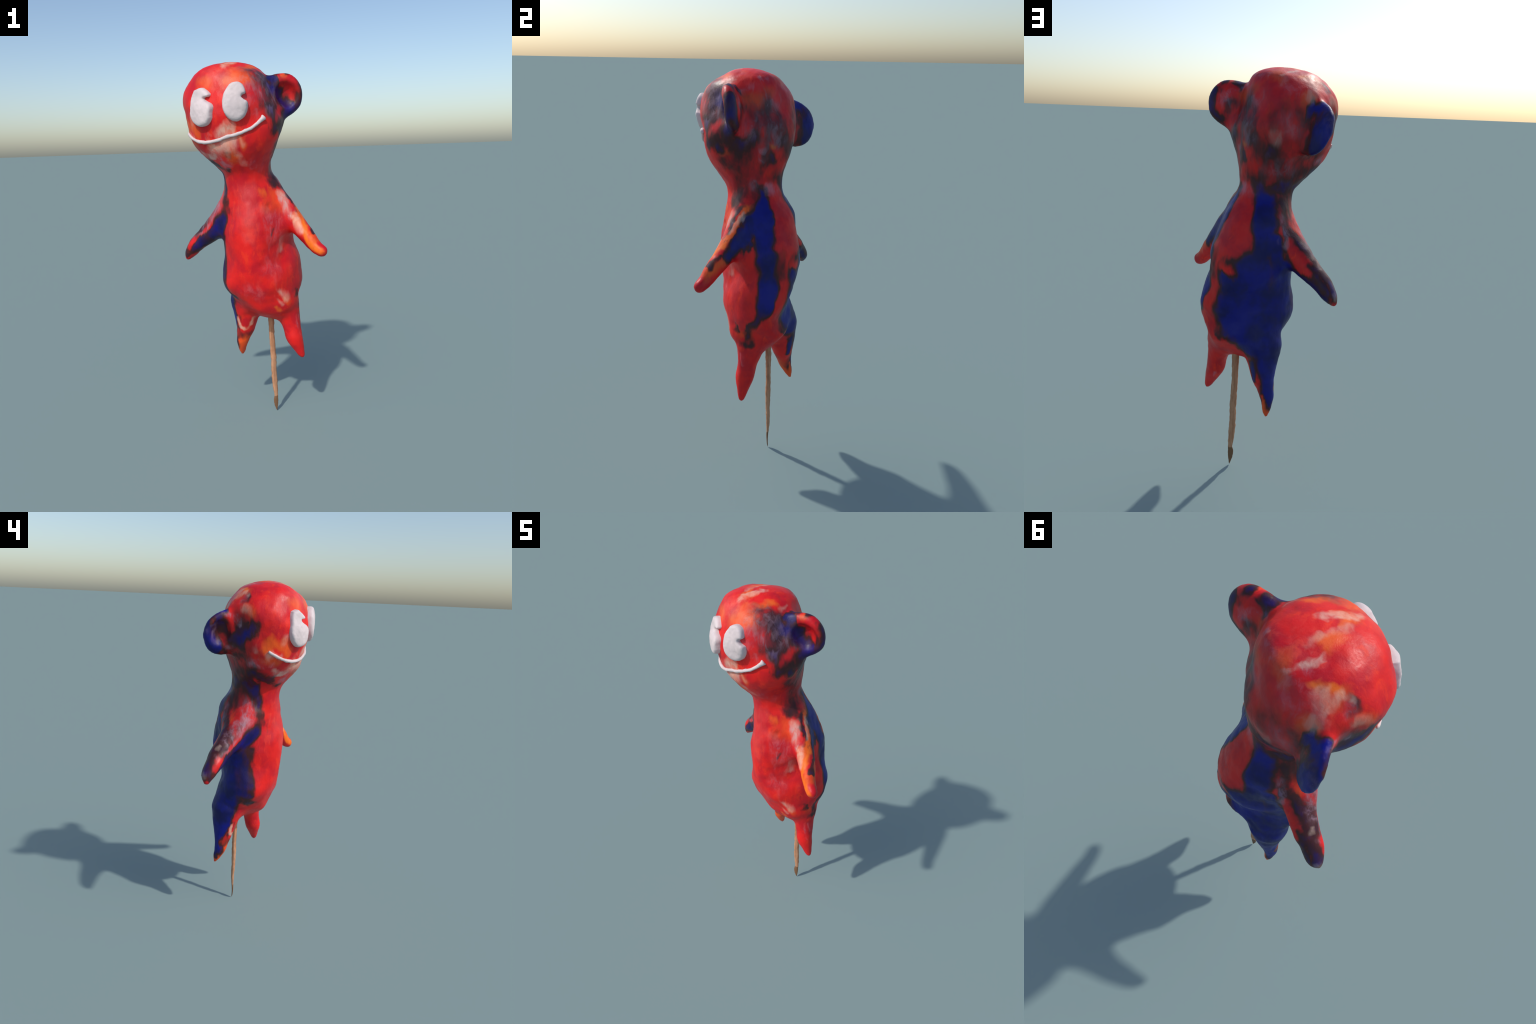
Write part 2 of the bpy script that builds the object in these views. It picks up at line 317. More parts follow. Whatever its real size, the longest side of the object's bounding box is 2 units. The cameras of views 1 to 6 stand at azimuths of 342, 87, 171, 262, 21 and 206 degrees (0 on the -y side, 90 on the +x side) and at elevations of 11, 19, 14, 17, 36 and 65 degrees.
    ("orange", .4, 0.013, 0.88, (-0.086, 0.128, 1.339), (-0.136, 0.139, 1.257)),
    ("red", .9, 0.013, 0.6, (-0.182, 0.066, 1.216), (-0.204, 0.101, 1.153), (-0.244, 0.159, 1.098), (-0.288, 0.209, 1.053)),
    ("red", .85, 0.009, 0.62, (-0.199, 0.091, 1.170), (-0.258, 0.173, 1.085), (-0.299, 0.220, 1.023)),
    ("red", .8, 0.010, 0.62, (-0.284, 0.267, 1.047), (-0.311, 0.281, 0.991)),
    ("red", .9, 0.015, 0.62, (-0.276, 0.202, 1.074), (-0.304, 0.230, 1.025)),
    ("red", .85, 0.015, 0.57, (-0.166, 0.237, 1.109), (-0.238, 0.271, 1.063), (-0.290, 0.296, 0.998)),
    ("cream", .35, 0.006, 0.88, (-0.229, 0.195, 1.136), (-0.236, 0.220, 1.118)),
    ("cream", .4, 0.005, 0.78, (-0.305, 0.281, 1.004), (-0.313, 0.282, 0.978)),
    ("lilac", .5, 0.008, 0.78, (-0.203, 0.102, 1.167), (-0.227, 0.137, 1.108), (-0.273, 0.216, 1.084)),
    ("blue", .6, 0.013, .6, (-0.183, 0.237, 1.120), (-0.265, 0.257, 1.072), (-0.309, 0.279, 0.998)),
    ("blue", .6, 0.016, .6, (-0.214, 0.263, 1.077), (-0.273, 0.294, 1.009)),
    ("blue", .5, 0.010, .6, (-0.308, 0.253, 0.958), (-0.292, 0.232, 0.975)),
    # neck
    ("blue", .58, 0.038, 0.57, (-0.227, 0.029, 1.533), (-0.195, -0.060, 1.491)),
    ("blue", .8, 0.030, 0.57, (-0.145, 0.072, 1.480), (-0.128, 0.036, 1.423)),
    ("blue", .38, 0.039, 0.92, (-0.152, 0.125, 1.595), (-0.139, 0.101, 1.520), (-0.084, 0.099, 1.436)),
    ("blue", .6, 0.025, 0.62, (0.042, 0.115, 1.467), (-0.040, 0.117, 1.457), (-0.117, 0.087, 1.466)),
    ("blue", .55, 0.022, 0.62, (-0.126, 0.096, 1.491), (-0.160, 0.093, 1.539)),
    ("lilac", .45, 0.018, 0.78, (0.107, 0.057, 1.453), (0.086, 0.092, 1.434)),
    ("blue", .65, 0.017, 0.62, (0.113, -0.045, 1.469), (0.118, 0.010, 1.464)),
    ("lilac", .5, 0.016, 0.78, (0.116, -0.024, 1.479), (0.118, -0.003, 1.479)),
    ("lilac", .45, 0.020, 0.78, (0.105, 0.059, 1.458), (0.101, 0.072, 1.445)),
    ("blue", .42, 0.037, 0.92, (0.118, -0.059, 1.435), (0.113, -0.098, 1.400)),
    ("blue", .4, 0.037, 0.92, (0.108, -0.082, 1.427), (0.135, -0.033, 1.421)),
    ("blue", .42, 0.018, 0.82, (0.106, -0.087, 1.424), (0.120, -0.105, 1.384)),
    ("blue", .5, 0.010, 0.62, (-0.138, -0.025, 1.406), (-0.141, -0.026, 1.284)),
    # left cheek and left ear
    ("blue", .48, 0.086, 0.92, (0.019, -0.223, 1.886), (0.063, -0.216, 1.802)),
    ("blue", .52, 0.025, 0.82, (0.005, -0.258, 1.808), (0.015, -0.258, 1.791)),
    ("blue", .62, 0.031, 0.72, (0.054, -0.238, 1.771), (0.107, -0.191, 1.768)),
    ("blue", .9, 0.016, 0.62, (0.081, -0.154, 1.915), (0.104, -0.163, 1.903)),
    ("blue", .9, 0.026, 0.62, (0.084, -0.174, 1.860), (0.146, -0.130, 1.861)),
    ("blue", .7, 0.028, 0.72, (0.087, -0.230, 1.668), (0.131, -0.188, 1.671)),
    ("blue", .5, 0.026, 0.82, (0.111, -0.136, 1.567), (0.131, -0.098, 1.590)),
    ("blue", .85, 0.021, 0.62, (0.211, -0.140, 1.786), (0.197, -0.146, 1.747)),
    ("lilac", .35, 0.013, 0.98, (0.029, -0.230, 1.846), (0.102, -0.180, 1.795), (0.144, -0.149, 1.777)),
    ("red", .8, 0.016, 0.72, (0.144, -0.164, 1.764), (0.113, -0.202, 1.734)),
    ("orange", .4, 0.008, 0.88, (0.137, -0.144, 1.633), (0.116, -0.175, 1.614)),
    ("red", .9, 0.021, 0.62, (0.201, -0.159, 1.887), (0.230, -0.147, 1.825)),
    ("red", .85, 0.011, 0.72, (0.129, -0.164, 1.908), (0.170, -0.158, 1.930)),
    ("orange", .4, 0.010, 0.98, (0.152, -0.160, 1.928), (0.170, -0.158, 1.930)),
    ("blue", .72, 0.024, 0.62, (0.250, -0.127, 1.881), (0.235, -0.117, 1.755)),
    ("blue", .9, 0.025, 0.62, (0.060, -0.189, 1.874), (0.067, -0.189, 1.852)),
    ("blue", .6, 0.030, 0.62, (0.123, -0.195, 1.666), (0.155, -0.118, 1.671), (0.151, -0.041, 1.686)),
    ("blue", .85, 0.013, 0.72, (0.121, -0.189, 1.648), (0.130, -0.165, 1.637)),
    ("blue", .38, 0.055, 0.92, (0.127, -0.094, 1.578), (0.125, -0.064, 1.554)),
    ("orange", .35, 0.014, 0.98, (0.128, -0.160, 1.625), (0.135, -0.142, 1.627)),
    ("red", .8, 0.009, 0.72, (0.198, -0.090, 1.829), (0.200, -0.091, 1.762)),
    ("red", .95, 0.038, 0.62, (0.193, -0.093, 1.853), (0.222, -0.097, 1.788), (0.186, -0.089, 1.748)),
    ("blue", .75, 0.018, 0.62, (0.240, -0.117, 1.875), (0.255, -0.112, 1.816), (0.221, -0.103, 1.758)),
    ("blue", .8, 0.019, 0.62, (0.145, -0.112, 1.920), (0.127, -0.099, 1.903)),
    ("lilac", .3, 0.022, 0.98, (0.199, -0.096, 1.853), (0.205, -0.092, 1.835)),
    ("blue", .75, 0.019, 0.62, (0.230, -0.116, 1.886), (0.186, -0.138, 1.936)),
    ("blue", .8, 0.020, 0.62, (0.130, -0.128, 1.936), (0.111, -0.126, 1.931)),
    ("blue", .9, 0.010, 0.62, (0.091, -0.163, 1.926), (0.077, -0.161, 1.924)),
    ("red", .9, 0.014, 0.72, (0.159, -0.109, 1.912), (0.140, -0.097, 1.895)),
    ("lilac", .5, 0.012, 0.88, (0.214, -0.097, 1.843), (0.158, -0.098, 1.890)),
    ("blue", .45, 0.017, 0.82, (0.168, -0.085, 1.833), (0.157, -0.081, 1.818)),
    ("blue", .85, 0.031, .6, (0.119, -0.144, 1.842), (0.169, -0.128, 1.787)),
    ("blue", .75, 0.019, .6, (0.181, -0.141, 1.768), (0.179, -0.147, 1.737)),
    ("red", .8, 0.017, .7, (0.209, -0.164, 1.890), (0.239, -0.161, 1.850)),
    ("blue", .7, 0.017, .6, (0.262, -0.149, 1.833), (0.227, -0.139, 1.754)),
    ("lilac", .45, 0.074, .9, (-0.007, -0.240, 1.887), (0.031, -0.234, 1.829)),
    ("lilac", .3, 0.058, .9, (-0.045, -0.270, 1.851), (-0.036, -0.274, 1.779)),
    # right ear and the head beside it
    ("blue", .7, 0.016, .7, (-0.182, 0.194, 1.817), (-0.209, 0.188, 1.845)),
    ("blue", .9, 0.018, .6, (-0.216, 0.217, 1.832), (-0.229, 0.197, 1.847)),
    ("blue", .55, 0.040, .7, (-0.219, 0.176, 1.769), (-0.234, 0.150, 1.720)),
    ("blue", .5, 0.027, .7, (-0.283, 0.098, 1.775), (-0.254, 0.127, 1.760)),
    ("blue", 1, 0.035, 0.42, (-0.248, 0.282, 1.779), (-0.240, 0.284, 1.703), (-0.208, 0.232, 1.644)),
    ("blue", 1, 0.048, 0.42, (-0.224, 0.246, 1.817), (-0.186, 0.265, 1.720), (-0.179, 0.264, 1.650)),
    ("blue", 1, 0.031, 0.42, (-0.200, 0.215, 1.815), (-0.208, 0.290, 1.723)),
    ("blue", .6, 0.037, 0.72, (-0.210, 0.222, 1.767), (-0.197, 0.207, 1.735)),
    ("red", .9, 0.016, 0.62, (-0.244, 0.167, 1.815), (-0.242, 0.149, 1.759)),
    ("lilac", .6, 0.011, 0.78, (-0.247, 0.200, 1.829), (-0.250, 0.142, 1.819), (-0.264, 0.119, 1.780)),
    ("lilac", .4, 0.021, 0.98, (-0.239, 0.262, 1.742), (-0.220, 0.254, 1.722)),
    ("red", .7, 0.012, 0.72, (-0.196, 0.196, 1.722), (-0.211, 0.183, 1.672)),
    ("blue", .75, 0.028, 0.62, (-0.248, 0.124, 1.703), (-0.293, 0.078, 1.733), (-0.315, 0.050, 1.772)),
    ("blue", .5, 0.024, 0.72, (-0.260, 0.098, 1.666), (-0.240, 0.088, 1.626)),
    ("blue", .4, 0.018, 0.82, (-0.205, 0.172, 1.659), (-0.200, 0.145, 1.646)),
    ("lilac", .55, 0.008, 0.88, (-0.208, 0.173, 1.665), (-0.218, 0.147, 1.674)),
    ("blue", .5, 0.013, 0.72, (-0.152, 0.218, 1.695), (-0.149, 0.217, 1.651)),
    ("lilac", .6, 0.012, 0.78, (-0.243, 0.182, 1.836), (-0.265, 0.119, 1.787)),
    ("blue", .55, 0.006, 0.72, (-0.266, 0.115, 1.757), (-0.297, 0.082, 1.792)),
    # right cheek and chin
    ("lilac", .5, 0.019, 0.88, (-0.251, 0.055, 1.595), (-0.274, -0.004, 1.573)),
    ("cream", .6, 0.013, 0.78, (-0.266, -0.073, 1.554), (-0.221, -0.123, 1.526), (-0.230, -0.180, 1.580)),
    ("orange", .6, 0.020, 0.98, (-0.316, -0.007, 1.661), (-0.325, -0.043, 1.695), (-0.314, -0.104, 1.677)),
    ("cream", .55, 0.014, 0.78, (-0.311, -0.028, 1.636), (-0.303, -0.090, 1.618)),
    ("cream", .4, 0.013, 0.88, (-0.321, -0.116, 1.735), (-0.318, -0.109, 1.697)),
    ("cream", .35, 0.011, 0.98, (-0.303, 0.045, 1.684), (-0.301, 0.037, 1.665)),
    ("orange", .35, 0.019, 0.98, (-0.296, -0.026, 1.602), (-0.289, -0.087, 1.590)),
    ("lilac", .3, 0.013, 0.88, (-0.283, -0.055, 1.576), (-0.250, -0.076, 1.539)),
    ("cream", .8, 0.025, 0.78, (-0.207, -0.223, 1.646), (-0.173, -0.241, 1.657)),
    ("cream", .75, 0.034, 0.78, (-0.225, -0.180, 1.574), (-0.154, -0.234, 1.596)),
    ("lilac", .6, 0.018, 0.78, (-0.245, -0.091, 1.537), (-0.205, -0.140, 1.523), (-0.161, -0.133, 1.486)),
    ("orange", .6, 0.011, 0.98, (-0.240, -0.174, 1.587), (-0.226, -0.184, 1.580)),
    ("orange", .6, 0.011, 0.98, (-0.174, -0.224, 1.590), (-0.165, -0.225, 1.584)),
    ("blue", .33, 0.014, 0.92, (-0.179, -0.196, 1.547), (-0.170, -0.184, 1.528)),
    ("orange", .45, 0.025, 0.98, (-0.155, -0.205, 1.540), (-0.141, -0.200, 1.527)),
    ("cream", .5, 0.012, 0.88, (-0.117, -0.222, 1.545), (-0.081, -0.185, 1.487)),
    ("orange", .5, 0.013, 0.88, (-0.121, -0.246, 1.613), (-0.091, -0.240, 1.569)),
    ("cream", .3, 0.008, 0.88, (-0.118, -0.247, 1.607), (-0.092, -0.242, 1.575)),
    ("blue", .55, 0.020, 0.72, (-0.204, -0.052, 1.496), (-0.144, -0.104, 1.459)),
    ("orange", .5, 0.017, 0.88, (-0.319, -0.111, 1.715), (-0.298, -0.129, 1.645)),
    ("lilac", .25, 0.019, 0.98, (-0.046, -0.194, 1.498), (0.021, -0.151, 1.463)),
    ("orange", .35, 0.022, 0.98, (-0.148, -0.243, 1.638), (-0.173, -0.241, 1.657)),
    # forehead
    ("orange", .6, 0.034, 0.98, (-0.123, -0.238, 1.914), (-0.076, -0.252, 1.907)),
    ("orange", .4, 0.023, 0.98, (-0.261, -0.154, 1.900), (-0.248, -0.176, 1.879)),
    ("cream", .7, 0.011, 0.88, (-0.156, -0.166, 1.962), (-0.132, -0.128, 1.985), (-0.078, -0.085, 1.998)),
    ("orange", .6, 0.019, 0.98, (-0.148, -0.154, 1.972), (-0.120, -0.127, 1.986)),
    ("orange", .7, 0.013, 0.98, (-0.051, -0.197, 1.951), (0.003, -0.140, 1.972)),
    ("orange", .5, 0.022, 0.98, (-0.082, -0.245, 1.914), (-0.173, -0.233, 1.889)),
    ("cream", .14, 0.043, 0.98, (-0.223, -0.180, 1.920), (-0.177, -0.207, 1.923)),
    ("cream", .3, 0.006, 0.98, (0.036, -0.142, 1.953), (0.057, -0.110, 1.952)),
    ("cream", .45, 0.009, 0.88, (-0.202, 0.127, 1.915), (-0.221, 0.081, 1.939)),
    ("orange", .4, 0.020, 0.98, (-0.201, 0.121, 1.922), (-0.228, 0.079, 1.936)),
    ("blue", .36, 0.016, 0.92, (-0.262, 0.094, 1.899), (-0.254, 0.078, 1.918)),
    ("cream", .4, 0.015, 0.98, (-0.280, 0.101, 1.859), (-0.298, 0.080, 1.848)),
    ("orange", .4, 0.020, 0.98, (-0.285, 0.095, 1.856), (-0.311, 0.059, 1.840)),
    # crown
    ("cream", .65, 0.008, 0.88, (-0.058, 0.096, 1.958), (-0.091, 0.071, 1.975), (-0.126, 0.039, 1.983)),
    ("cream", .4, 0.008, 0.98, (-0.075, 0.023, 1.990), (-0.094, -0.028, 1.998), (-0.152, -0.098, 1.991)),
    ("cream", .55, 0.011, 0.98, (-0.074, -0.087, 1.998), (-0.109, -0.125, 1.987), (-0.161, -0.169, 1.961)),
    ("orange", .7, 0.012, 0.98, (-0.127, -0.092, 1.995), (-0.145, -0.124, 1.986)),
    ("orange", .55, 0.014, 0.98, (-0.105, -0.011, 1.996), (-0.145, -0.043, 1.994), (-0.130, 0.009, 1.990)),
    ("orange", .9, 0.012, 0.88, (-0.140, 0.099, 1.955), (-0.191, 0.091, 1.947), (-0.215, 0.083, 1.941)),
    ("cream", .5, 0.013, 0.88, (-0.163, 0.113, 1.941), (-0.183, 0.141, 1.909), (-0.173, 0.167, 1.878)),
    ("cream", .5, 0.009, 0.98, (-0.226, 0.088, 1.931), (-0.249, 0.077, 1.921)),
    ("orange", .7, 0.017, 0.88, (-0.156, 0.177, 1.858), (-0.175, 0.176, 1.857)),
    ("blue", .36, 0.014, 0.92, (-0.263, 0.074, 1.911), (-0.266, 0.090, 1.896)),
    ("lilac", .35, 0.015, 0.98, (-0.249, 0.091, 1.912), (-0.256, 0.103, 1.894)),
    ("lilac", .35, 0.024, 0.98, (-0.080, 0.124, 1.935), (-0.116, 0.142, 1.921)),
    ("lilac", .45, 0.011, 0.88, (0.044, 0.041, 1.958), (0.014, 0.071, 1.958)),
    ("cream", .6, 0.004, 0.88, (0.052, 0.025, 1.960), (0.041, 0.006, 1.973)),
    ("orange", .35, 0.024, 0.98, (-0.033, 0.078, 1.968), (-0.044, 0.100, 1.953)),
    ("cream", .35, 0.006, 0.98, (-0.288, 0.087, 1.865), (-0.273, 0.111, 1.848)),
    # back of the head
    ("lilac", .35, 0.025, 0.98, (0.084, 0.054, 1.821), (0.106, 0.072, 1.743), (0.095, 0.098, 1.671)),
    ("blue", .38, 0.031, 0.92, (0.098, 0.078, 1.753), (0.106, 0.085, 1.719)),
    ("blue", .38, 0.024, 0.92, (0.111, 0.012, 1.789), (0.104, 0.036, 1.783)),
    ("blue", .8, 0.014, 0.72, (0.093, 0.104, 1.688), (0.088, 0.105, 1.664)),
    ("blue", .75, 0.026, 0.72, (0.113, 0.056, 1.613), (0.111, 0.063, 1.589)),
    ("orange", 1, 0.010, 0.98, (0.112, 0.066, 1.661), (0.105, 0.077, 1.660)),
    ("lilac", .6, 0.010, 0.88, (0.127, 0.019, 1.639), (0.123, 0.026, 1.602)),
    ("lilac", .65, 0.008, 0.88, (0.057, -0.006, 1.964), (0.061, 0.021, 1.948)),
    ("lilac", .28, 0.017, 0.98, (0.086, -0.036, 1.923), (0.121, -0.094, 1.899)),
    ("orange", .4, 0.028, 0.98, (0.111, -0.059, 1.868), (0.104, -0.012, 1.868)),
    ("orange", .35, 0.017, 0.98, (0.068, 0.047, 1.912), (0.059, 0.066, 1.900)),
    ("lilac", .3, 0.028, 0.98, (0.139, -0.036, 1.756), (0.154, -0.047, 1.724)),
    ("lilac", .35, 0.027, 0.98, (0.071, 0.065, 1.866), (0.061, 0.084, 1.844)),
    ("blue", .4, 0.021, 0.92, (0.086, 0.065, 1.794), (0.089, 0.108, 1.728)),
    ("cream", .4, 0.018, 0.88, (-0.011, 0.179, 1.700), (-0.013, 0.175, 1.673)),
    ("blue", .7, 0.021, 0.72, (-0.004, 0.166, 1.633), (-0.021, 0.168, 1.628)),
    ("blue", .38, 0.043, 0.92, (-0.058, 0.158, 1.600), (-0.092, 0.158, 1.612)),
    ("lilac", .55, 0.010, 0.88, (-0.055, 0.090, 1.964), (-0.114, 0.074, 1.973)),
    ("lilac", .25, 0.033, 0.98, (-0.078, 0.128, 1.930), (-0.093, 0.144, 1.914)),
    ("cream", .4, 0.018, 0.88, (-0.167, 0.112, 1.940), (-0.182, 0.168, 1.874)),
    ("orange", .4, 0.018, 0.98, (-0.152, 0.170, 1.879), (-0.164, 0.178, 1.852)),
    ("blue", .36, 0.017, 0.92, (-0.250, 0.082, 1.918), (-0.261, 0.092, 1.902)),
    ("lilac", .28, 0.026, 0.98, (-0.076, 0.188, 1.757), (-0.083, 0.188, 1.725)),
    ("lilac", .22, 0.037, 0.98, (0.001, 0.139, 1.546), (-0.095, 0.124, 1.541)),
    ("blue", .35, 0.015, 0.92, (0.108, 0.078, 1.675), (0.092, 0.098, 1.654)),
    ("orange", .35, 0.020, 0.98, (-0.180, 0.183, 1.837), (-0.164, 0.188, 1.804)),
]


# ------------------------------------------------------------------ materials
def socket(node, name, kind=None):
    for s in node:
        if s.name == name and s.enabled:
            return s
    raise KeyError(name)


class Graph:
    """Small helper for building node trees."""

    def __init__(self, tree):
        self.t = tree

    def node(self, kind, **props):
        n = self.t.nodes.new(kind)
        for k, v in props.items():
            setattr(n, k, v)
        return n

    def put(self, target, value):
        if isinstance(value, bpy.types.NodeSocket):
            self.t.links.new(value, target)
        else:
            target.default_value = value

    def math(self, op, a, b=0., c=0., clamp=False):
        n = self.node("ShaderNodeMath", operation=op, use_clamp=clamp)
        for i, v in enumerate((a, b, c)):
            self.put(n.inputs[i], v)
        return n.outputs[0]

    def vec(self, op, a, b=None, scale=None):
        n = self.node("ShaderNodeVectorMath", operation=op)
        self.put(n.inputs[0], a)
        if b is not None:
            self.put(n.inputs[1], b)
        if scale is not None:
            self.put(n.inputs["Scale"], scale)
        return n.outputs["Value"] if op in ("LENGTH", "DOT_PRODUCT", "DISTANCE") else n.outputs[0]

    def step(self, value, lo, hi, a=0., b=1.):
        n = self.node("ShaderNodeMapRange", interpolation_type="SMOOTHSTEP")
        for k, v in (("Value", value), ("From Min", lo), ("From Max", hi), ("To Min", a), ("To Max", b)):
            self.put(n.inputs[k], v)
        return n.outputs[0]

    def noise(self, vector, scale, detail=3., rough=.55, colour=False, distortion=0.):
        n = self.node("ShaderNodeTexNoise")
        for k, v in (("Vector", vector), ("Scale", scale), ("Detail", detail), ("Roughness", rough), ("Distortion", distortion)):
            self.put(n.inputs[k], v)
        return n.outputs["Color"] if colour else n.outputs[0]

    def mix(self, factor, a, b):
        n = self.node("ShaderNodeMix", data_type="RGBA")
        self.put(n.inputs[0], factor)
        for s, v in ((n.inputs[6], a), (n.inputs[7], b)):
            self.put(s, (*v, 1) if isinstance(v, tuple) else v)
        return n.outputs[2]


def smear_group():
    """One smear: smooth falloff around the segment A..A+AB, mixed over the previous strength."""
    g = bpy.data.node_groups.new("clay_smear", "ShaderNodeTree")
    for name, kind in (("Before", "NodeSocketFloat"), ("Point", "NodeSocketVector"), ("Start", "NodeSocketVector"), ("Along", "NodeSocketVector"),
                       ("Inverse", "NodeSocketFloat"), ("Inner", "NodeSocketFloat"), ("Outer", "NodeSocketFloat"), ("Wobble", "NodeSocketFloat"), ("Strength", "NodeSocketFloat")):
        g.interface.new_socket(name, in_out="INPUT", socket_type=kind)
    g.interface.new_socket("After", in_out="OUTPUT", socket_type="NodeSocketFloat")
    g.interface.new_socket("Passed", in_out="OUTPUT", socket_type="NodeSocketVector")
    h = Graph(g)
    i, o = h.node("NodeGroupInput").outputs, h.node("NodeGroupOutput")
    off = h.vec("SUBTRACT", i["Point"], i["Start"])
    t = h.math("MULTIPLY", h.vec("DOT_PRODUCT", off, i["Along"]), i["Inverse"], clamp=True)
    d = h.vec("LENGTH", h.vec("SUBTRACT", off, h.vec("SCALE", i["Along"], scale=t)))
    d = h.math("MULTIPLY", d, i["Wobble"])
    m = h.step(d, i["Inner"], i["Outer"], 1., 0.)
    after = h.math("MULTIPLY_ADD", h.math("SUBTRACT", i["Strength"], i["Before"]), m, i["Before"])
    h.put(o.inputs[0], after)
    # hand the point on, so that the smears are worked out one after the other
    h.put(o.inputs[1], h.vec("ADD", i["Point"], h.vec("SCALE", (1e-9, 1e-9, 1e-9), scale=after)))
    return g


SMEAR = smear_group()

RED_DEEP, RED_PURE, RED_WARM = (.54, .006, .015), (.74, .012, .010), (.88, .040, .008)
ORANGE, CREAM, LILAC = (.92, .17, .010), (.72, .50, .40), (.42, .26, .33)
MURK, NAVY, BLUE = (.026, .011, .012), (.003, .004, .085), (.002, .005, .195)


def clay_material(name, lo, hi):
    m = bpy.data.materials.new("marbled_clay_" + name)
    m.use_nodes = True
    g = Graph(m.node_tree)
    bsdf = m.node_tree.nodes["Principled BSDF"]
    p = g.node("ShaderNodeTexCoord").outputs["Object"]
    tall = g.vec("MULTIPLY", p, (1., 1., .45))
    # kneading drags the borders about: three sizes of drift
    drift = g.vec("SCALE", g.vec("SUBTRACT", g.noise(tall, 7, 2, colour=True), (.5, .5, .5)), scale=.050)
    drift2 = g.vec("SCALE", g.vec("SUBTRACT", g.noise(tall, 18, 2, .5, colour=True), (.5, .5, .5)), scale=.046)
    drift3 = g.vec("SCALE", g.vec("SUBTRACT", g.noise(tall, 80, 2, colour=True), (.5, .5, .5)), scale=.005)
    q = g.vec("ADD", p, g.vec("ADD", drift, g.vec("ADD", drift2, drift3)))
    wobble = g.step(g.noise(tall, 19, 3, .5), .25, .75, .6, 1.4)
    calm = g.math("MULTIPLY_ADD", wobble, .22, .78)
    chain = q
    field = {"blue": 0., "orange": 0., "cream": 0., "lilac": 0.}
    for kind, strength, width, soft, *path in SMEARS:
        target, value = ("blue", 1 - strength) if kind == "red" else (kind, strength)
        feather = .010 if width > .02 else .005
        reach = (width * (1 + soft) + feather) * 1.6 + .03
        for a, b in zip(path[:-1], path[1:]):
            a, b = np.array(a), np.array(b)
            if np.any(np.minimum(a, b) - reach > hi) or np.any(np.maximum(a, b) + reach < lo):
                continue
            ab = b - a
            n = g.node("ShaderNodeGroup")
            n.node_tree = SMEAR
            for k, v in (("Before", field[target]), ("Point", chain), ("Start", tuple(a)), ("Along", tuple(ab)), ("Inverse", 1 / max(ab @ ab, 1e-6)),
                         ("Inner", max(width * (1 - soft) - feather, 0.)), ("Outer", width * (1 + soft) + feather), ("Wobble", wobble if width < .04 else calm), ("Strength", value)):
                g.put(n.inputs[k], v)
            field[target], chain = n.outputs[0], n.outputs[1]
    streak = g.noise(g.vec("ADD", tall, g.vec("SCALE", drift2, scale=2.)), 24, 6, .62)
    cloud = g.noise(q, 9, 4, .55)
    smoke = g.noise(g.vec("ADD", tall, g.vec("SCALE", drift, scale=1.5)), 13, 3, .5)
    # red, from crimson to warm
    red = g.mix(g.step(cloud, .36, .62), RED_DEEP, RED_PURE)
    red = g.mix(g.step(streak, .52, .74, 0., .60), red, RED_WARM)
    c = g.mix(g.math("MULTIPLY", field["orange"], g.step(streak, .2, .6, .55, 1.)), red, ORANGE)
    # blue over it, passing through a murky mixture where the two meet
    b = field["blue"]
    half = g.math("MULTIPLY", g.math("MULTIPLY", b, g.math("SUBTRACT", 1., b)), g.math("SUBTRACT", g.math("MULTIPLY_ADD", smoke, .7, g.math("MULTIPLY", streak, .3)), .5))
    b = g.math("MULTIPLY_ADD", half, 6., b, clamp=True)
    c = g.mix(g.step(b, .02, .52, 0., .95), c, MURK)
    blue = g.mix(g.step(cloud, .35, .65), NAVY, BLUE)
    c = g.mix(g.step(b, .50, .98), c, blue)
    # pale streaks on top
    c = g.mix(g.math("MULTIPLY", field["lilac"], g.step(streak, .40, .66, .10, 1.)), c, LILAC)
    c = g.mix(g.math("MULTIPLY", field["cream"], g.step(streak, .32, .62, .42, 1.)), c, CREAM)
    # pale rubbed specks
    speck = g.step(g.noise(p, 130, 2, .6), .72, .82, 0., .14)
    c = g.mix(g.math("MULTIPLY", speck, g.step(cloud, .45, .6)), c, (.62, .42, .46))
    g.put(bsdf.inputs["Base Color"], c)
    g.put(bsdf.inputs["Roughness"], g.step(streak, .3, .7, .38, .54))
    bsdf.inputs["Specular IOR Level"].default_value = .33
    bump = g.node("ShaderNodeBump")
    bump.inputs["Strength"].default_value = .33
    bump.inputs["Distance"].default_value = .004
    g.put(bump.inputs["Height"], g.math("ADD", g.noise(tall, 38, 5, .6), g.math("MULTIPLY", g.noise(p, 150, 3), .35)))
    g.put(bsdf.inputs["Normal"], bump.outputs[0])
    return m


def white_material():
    m = bpy.data.materials.new("white_clay")
    m.use_nodes = True
    g = Graph(m.node_tree)
    bsdf = m.node_tree.nodes["Principled BSDF"]
    p = g.node("ShaderNodeTexCoord").outputs["Object"]
    c = g.mix(g.step(g.noise(p, 16, 4), .4, .65), (.61, .525, .525), (.68, .58, .58))
    c = g.mix(g.step(g.noise(p, 85, 4, .6), .62, .78, 0., .5), c, (.50, .40, .40))
    g.put(bsdf.inputs["Base Color"], c)
    bsdf.inputs["Roughness"].default_value = .55
    bsdf.inputs["Specular IOR Level"].default_value = .25
    bump = g.node("ShaderNodeBump")
    bump.inputs["Strength"].default_value = .3
    bump.inputs["Distance"].default_value = .003
    g.put(bump.inputs["Height"], g.noise(p, 60, 5, .6))
    g.put(bsdf.inputs["Normal"], bump.outputs[0])
    return m


